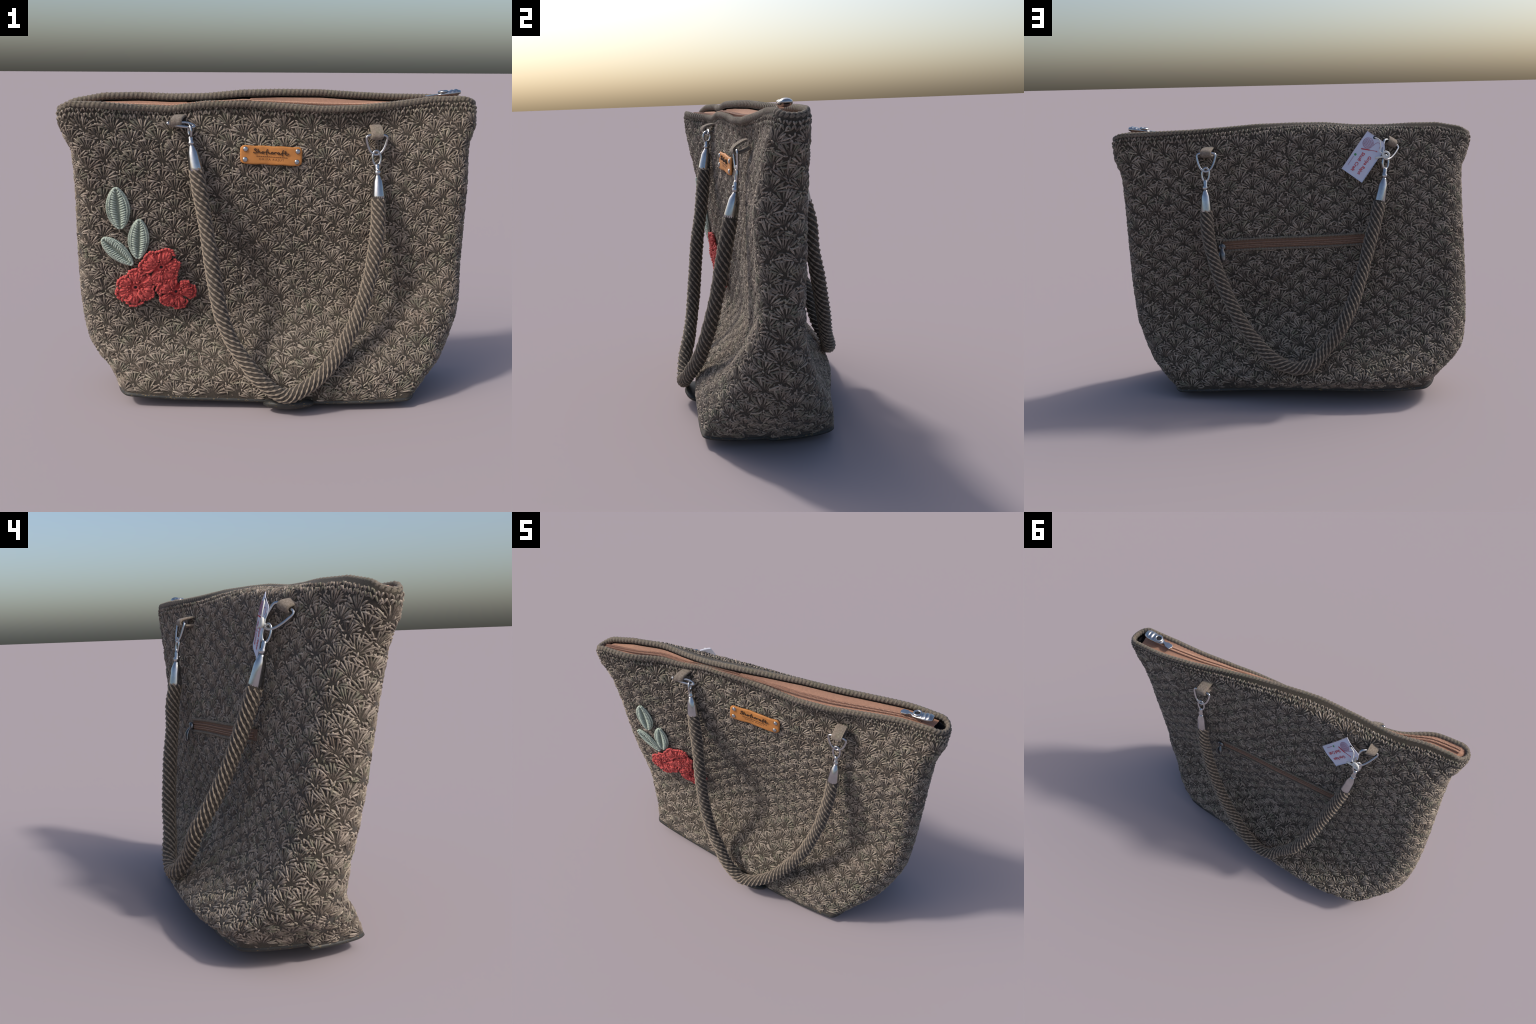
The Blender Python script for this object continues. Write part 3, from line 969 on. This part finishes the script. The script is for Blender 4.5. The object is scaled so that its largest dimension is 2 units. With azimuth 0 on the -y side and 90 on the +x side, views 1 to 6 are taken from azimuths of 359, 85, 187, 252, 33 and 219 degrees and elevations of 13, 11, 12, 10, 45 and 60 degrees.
# --------------------------------------------------- crochet flowers and leaves
def build_flower(x, z, size, spin, seed, squash=.92, wool="red"):
    rng = np.random.default_rng(seed)
    p, right, up, n = place(x, z, 0)
    def at(a, rho, h):
        return p + right * (rho * np.sin(a) * size) [..., None] + up * (rho * np.cos(a) * size * squash)[..., None] + n * h[..., None]
    B = Build()
    B.add(*ellipsoid(p + n * .008, (right, up, n), (size * .5, size * .5 * squash, .010), 28, 8))
    flower = B.obj("crochet_flower", MAT["red_dark"], bag)
    petals = 6
    for k in range(petals):
        a0 = spin + TAU * k / petals + rng.normal(0, .10)
        reach = 1 + rng.normal(0, .07)
        high = rng.uniform(-.002, .005)
        Q = Build()
        rad_d = unit(right * math.sin(a0) + up * math.cos(a0))
        tan_d = np.cross(n, rad_d)
        cc = p + (right * math.sin(a0) + up * math.cos(a0) * squash) * size * .60 + n * (.011 + high)
        Q.add(*ellipsoid(cc, (rad_d, tan_d, n), (size * .36 * reach, size * .30, .012), 20, 8))
        # legs of double crochet running outwards, uneven
        for j in range(5):
            da = (j - 2) * .17 + rng.normal(0, .05)
            r1 = reach * (.90 - .05 * abs(j - 2)) + rng.normal(0, .04)
            rho = np.linspace(.26 + rng.uniform(0, .12), r1, 6)
            aa = a0 + da * np.array([.8, 1.0, 1.2, 1.3, 1.25, 1.1]) + rng.normal(0, .04) * np.linspace(0, 1, 6) ** 2
            h = np.array([.011, .016, .020, .022, .019, .012]) + high + rng.normal(0, .0015)
            Q.add(*tube(at(aa, rho, h), np.array([.0035, .0055, .0064, .0066, .0058, .003]), 7))
        # bumpy chain loops round the outer edge and across the petal
        for j in range(7):
            da = (j - 3) * .145 + rng.normal(0, .02)
            rho = reach * (.96 - .14 * ((j - 3) / 3) ** 2) + rng.normal(0, .02)
            tw = rng.normal(0, .05)
            aa = a0 + da + np.array([-.085, -.03, .035, .085])
            rr = rho + np.array([-.04 - tw, .02, .03, -.03 + tw])
            Q.add(*tube(at(aa, rr, np.array([.010, .018, .018, .010]) + high), [.004, .0064, .0064, .004], 7))
        for j in range(11):
            da, r0 = rng.uniform(-.42, .42), rng.uniform(.24, .88)
            o = rng.uniform(0, math.pi)
            u_ = np.array([-1, 0, 1.0])
            aa = a0 + da + math.cos(o) * .10 * u_
            rr = r0 + math.sin(o) * .07 * u_
            Q.add(*tube(at(aa, rr, np.array([.016, .0245, .016]) + high), [.003, .0052, .003], 6))
        Q.obj("petal", MAT[wool], flower)
    q = np.linspace(0, TAU, 22, endpoint=False)
    C = Build()
    C.add(*tube(at(q, np.full(22, .14), np.full(22, .017)), .0050, 7, closed=True))
    C.obj("flower_eye_ring", MAT[wool], flower)
    E_ = Build()
    E_.add(*ellipsoid(p + n * .017, (right, up, n), (size * .085, size * .085, .002), 14, 5))
    E_.obj("flower_eye", MAT["lining"], flower)


build_flower(-.561, .689, .098, .35, 11)
build_flower(-.684, .590, .096, .05, 12, .95)
build_flower(-.494, .555, .094, .75, 13, .93, "crimson")


def build_leaf(tip, base, width, seed, skew=0.0):
    rng = np.random.default_rng(seed)
    D = drape(0)
    tip, base = np.array(tip), np.array(base)
    ax = base - tip
    L = np.linalg.norm(ax)
    d = ax / L
    s = np.array([d[1], -d[0]])
    prof = lambda t: np.sin(math.pi * np.clip(t, 0, 1)) ** .62 * (1 + skew * (t - .5))
    cache_p, r_, u_, n_ = place(*((tip + base) / 2), 0)
    def at(t, w, h):
        q = tip + d * (np.asarray(t)[..., None] * L) + s * (np.asarray(w) * prof(np.asarray(t)) * width / 2)[..., None]
        return D(q[..., 0], q[..., 1], 0) + n_ * np.asarray(h)[..., None]
    nt_, nw_ = 30, 15
    T, W_ = np.meshgrid(np.linspace(0.0, 1.0, nt_), np.linspace(-1, 1, nw_), indexing="ij")
    h = .004 + .014 * np.sqrt(np.maximum(1 - W_ ** 4, 0)) - .008 * np.exp(-(W_ / .16) ** 2) * smooth(.1, .25, T) * (1 - smooth(.75, .92, T))
    v = at(T, W_, h).reshape(-1, 3)
    f = [(i * nw_ + k, i * nw_ + k + 1, (i + 1) * nw_ + k + 1, (i + 1) * nw_ + k) for i in range(nt_ - 1) for k in range(nw_ - 1)]
    leaf = make_obj("crochet_leaf", v, f, MAT["green_dark"], bag)
    B = Build()
    N = 15
    for sg in (-1, 1):
        for k in range(N):                               # slanting legs to each side of the vein
            t0 = .09 + .80 * k / (N - 1)
            w = np.array([.14, .34, .58, .80]) * sg
            t = t0 + np.array([.03, .005, -.02, -.035]) + rng.normal(0, .004)
            B.add(*tube(at(t, w, np.array([.012, .019, .021, .016])), np.array([.003, .0044, .0048, .003]), 6))
        M = 24
        for k in range(M):                               # braided rim
            t0 = .02 + .95 * k / (M - 1)
            for ww, o in ((.80, 0), (1.0, .012)):
                t = np.clip(t0 + o + np.array([-.028, -.008, .012, .030]), 0, 1)
                w = sg * (ww + np.array([-.07, .03, .05, -.04]))
                B.add(*tube(at(t, w, np.array([.012, .019, .019, .012]) - (.006 if ww > .9 else 0)), np.array([.0026, .0052, .0052, .0026]), 6))
    B.obj("leaf_stitching", MAT["green"], leaf, stuff=True)


build_leaf((-.750, 1.080), (-.738, .884), .098, 21, .15)
build_leaf((-.650, .926), (-.664, .735), .088, 22, .1)
build_leaf((-.822, .838), (-.690, .705), .074, 23, -.35)

# ------------------------------------------------------------------- hang tag
def build_tag():
    T0 = np.array([-.412, .004, 1.468])
    ex = np.array([-.268, .028, 1.266]) - T0
    ey = np.array([-.525, .030, 1.406]) - T0
    Lx, Ly = np.linalg.norm(ex), np.linalg.norm(ey)
    ex, ey = ex / Lx, ey / Ly
    ey = unit(ey - ex * (ex @ ey))
    nz = unit(np.cross(ex, ey))
    if nz[1] < 0:
        nz = -nz
    Lx, Ly = .248, .138
    warp = lambda x, y: .007 * math.sin(x / Lx * 4.2 + .4) + .004 * math.sin(y / Ly * 5)
    put = lambda x, y, h=0.0: T0 + ex * x + ey * y + nz * (h + warp(x, y))
    nx, ny = 26, 14
    V, F = [], []
    for h in (.0012, -.0012):
        for i in range(nx + 1):
            for j in range(ny + 1):
                x, y = Lx * i / nx, Ly * j / ny
                cut = max(0, .028 - x) * .9
                y = min(y, Ly - cut) if j == ny else y * (1 - cut / Ly)
                V.append(put(x, y, h))
    m = (nx + 1) * (ny + 1)
    for o in (0, m):
        F += [(o + i * (ny + 1) + j, o + (i + 1) * (ny + 1) + j, o + (i + 1) * (ny + 1) + j + 1, o + i * (ny + 1) + j + 1) for i in range(nx) for j in range(ny)]
    loop = [i * (ny + 1) for i in range(nx)] + [nx * (ny + 1) + j for j in range(ny)] + [i * (ny + 1) + ny for i in range(nx, 0, -1)] + list(range(ny, 0, -1))
    F += [(a, b, m + b, m + a) for a, b in zip(loop, loop[1:] + loop[:1])]
    tag = make_obj("hang_tag", V, F, MAT["card"], bag)
    hh = .0022
    text_on("Shofi Craft", lambda x, y: put(.108 + x * .118, .047 + y * .0175, hh), MAT["red_print"], "tag_lettering", tag, bold=.022)
    text_on("Griya Rajut", lambda x, y: put(.106 + x * .116, .088 + y * .0175, hh), MAT["red_print"], "tag_lettering", tag, bold=.022)
    D = Build()
    for k in range(11):
        x = .155 + k * .0052
        D.add(*tube(np.array([put(x, .018, hh), put(x + .0036, .018, hh)]), .0014, 5))
    D.obj("tag_phone_number", MAT["pink_print"], tag, stuff=True)
    def disc(x, y, r, mat, name, h=.0020):
        q = np.linspace(0, TAU, 24, endpoint=False)
        v = [put(x, y, h)] + [put(x + r * math.cos(a), y + r * math.sin(a), h) for a in q]
        make_obj(name, v, [(0, 1 + k, 1 + (k + 1) % 24) for k in range(24)], mat, tag, smooth=False)
    disc(.142, .020, .0068, MAT["green_print"], "tag_green_dot")
    disc(.008, .055, .0085, MAT["black_print"], "tag_eyelet")
    disc(.0526, .043, .0285, MAT["card"], "tag_ball_ground", .0016)
    Y = Build()
    q = np.linspace(0, TAU, 36, endpoint=False)
    Y.add(*tube(np.array([put(.0526 + .029 * math.cos(a), .043 + .029 * math.sin(a), hh) for a in q]), .0011, 5, closed=True))
    for k in range(-4, 5):                         # yarn wraps, two directions
        o = k * .0058
        half = math.sqrt(max(.028 ** 2 - o ** 2, 0)) * .96
        t = np.linspace(-1, 1, 9)
        Y.add(*tube(np.array([put(.0526 + o + .004 * (1 - u * u), .043 + half * u, hh) for u in t]), .0009, 5))
        if k % 2:
            Y.add(*tube(np.array([put(.0526 + half * u * .8, .043 + o + .004 * (1 - u * u), hh) for u in t]), .0008, 5))
    t = np.linspace(0, 1, 24)
    Y.add(*tube(np.array([put(.045 - .016 * u + .022 * math.sin(u * 7) * u, .070 + .040 * u + .014 * math.cos(u * 7) * u - .012 * u, hh) for u in t]), .0010, 5))
    Y.obj("tag_yarn_drawing", MAT["pink_print"], tag)
    K = Build()
    K.add(*tube(np.array([put(.098, .030, hh), put(.088, .052, hh), put(.079, .072, hh)]), .0032, 6))
    K.add(*tube(np.array([put(.079, .072, hh), put(.067, .098, hh), put(.062, .108, hh), put(.066, .112, hh)]), [.0013, .0013, .002, .0015], 6))
    K.obj("tag_hook_drawing", MAT["red_print"], tag)
    S = Build()
    e = put(.008, .055, .004)
    kn = np.array([-.512, .062, 1.342])
    S.add(*tube(catmull([e, put(.004, .085, .012), put(.03, .112, .016), put(.055, .125, .014), kn], 40), .0028, 6))
    S.obj("tag_string", MAT["string"], tag)
    R = Build()
    q = np.linspace(0, TAU, 26, endpoint=False)
    R.add(*tube(np.array([kn + ex * .016 * math.cos(a) + ey * .018 * math.sin(a) for a in q]), .0062, 8, closed=True))
    R.add(*tube(catmull([kn - ey * -.010, kn + ex * .03 - ey * .02, kn + ex * .048 - ey * .038], 12), .0055, 7))
    R.obj("tag_string_knot", MAT["string"], tag)


build_tag()

# -------------------------------------------------------- back pocket zipper
def build_pocket():
    D = drape(1)
    xs = np.linspace(.392, -.43, 90)
    zc = .848 + (.392 - xs) / .82 * .036 + .004 * np.sin(xs * 6)
    def band(lo, hi, h, mat, name, parent, rows=5):
        v = np.zeros((len(xs), rows, 3))
        for j, w in enumerate(np.linspace(lo, hi, rows)):
            v[:, j] = D(xs, zc + w, h)
        f = [(i * rows + k, i * rows + k + 1, (i + 1) * rows + k + 1, (i + 1) * rows + k) for i in range(len(xs) - 1) for k in range(rows - 1)]
        return make_obj(name, v.reshape(-1, 3), f, mat, parent)
    tape = band(-.024, .024, .0068, MAT["tape_dark"], "pocket_zipper_tape", bag)
    for o in (-.012, -.004, .009):
        B = Build()
        pts = D(xs, zc + o, .008)
        P = catmull(pts[::5], 420)
        B.add(*tube(P, .0032 * (1 + .35 * np.sin(np.arange(420) * TAU / 4)), 6))
        B.obj("pocket_zipper_coil", MAT["teeth_dark"], tape)
    for o in (-.030, .030):
        B = Build()
        pts = D(xs, zc + o, .008)
        P = catmull(pts[::5], 420)
        B.add(*tube(P, .0062 * (1 + .25 * np.sin(np.arange(420) * TAU / 9)), 8))
        B.obj("pocket_edge_cord", MAT["rim"], tape)
    p, right, up, n = place(.395, .845, 1)
    S = Build()
    S.add(*ellipsoid(p + n * .016, (right, up, n), (.022, .020, .013), 14, 8))
    slider = S.obj("pocket_zipper_slider", MAT["dark_metal"], tape)
    T = Build()
    a = p + n * .020
    q = [a, a - up * .035 + n * .022, a - up * .075 + n * .026]
    T.add(*tube(catmull(q, 14), np.interp(np.linspace(0, 1, 14), [0, .2, .45, .9, 1], [.007, .010, .020, .022, .012]), 10, flat=.4, up=right))
    T.obj("pocket_pull_tab", MAT["dark_metal"], slider)


build_pocket()
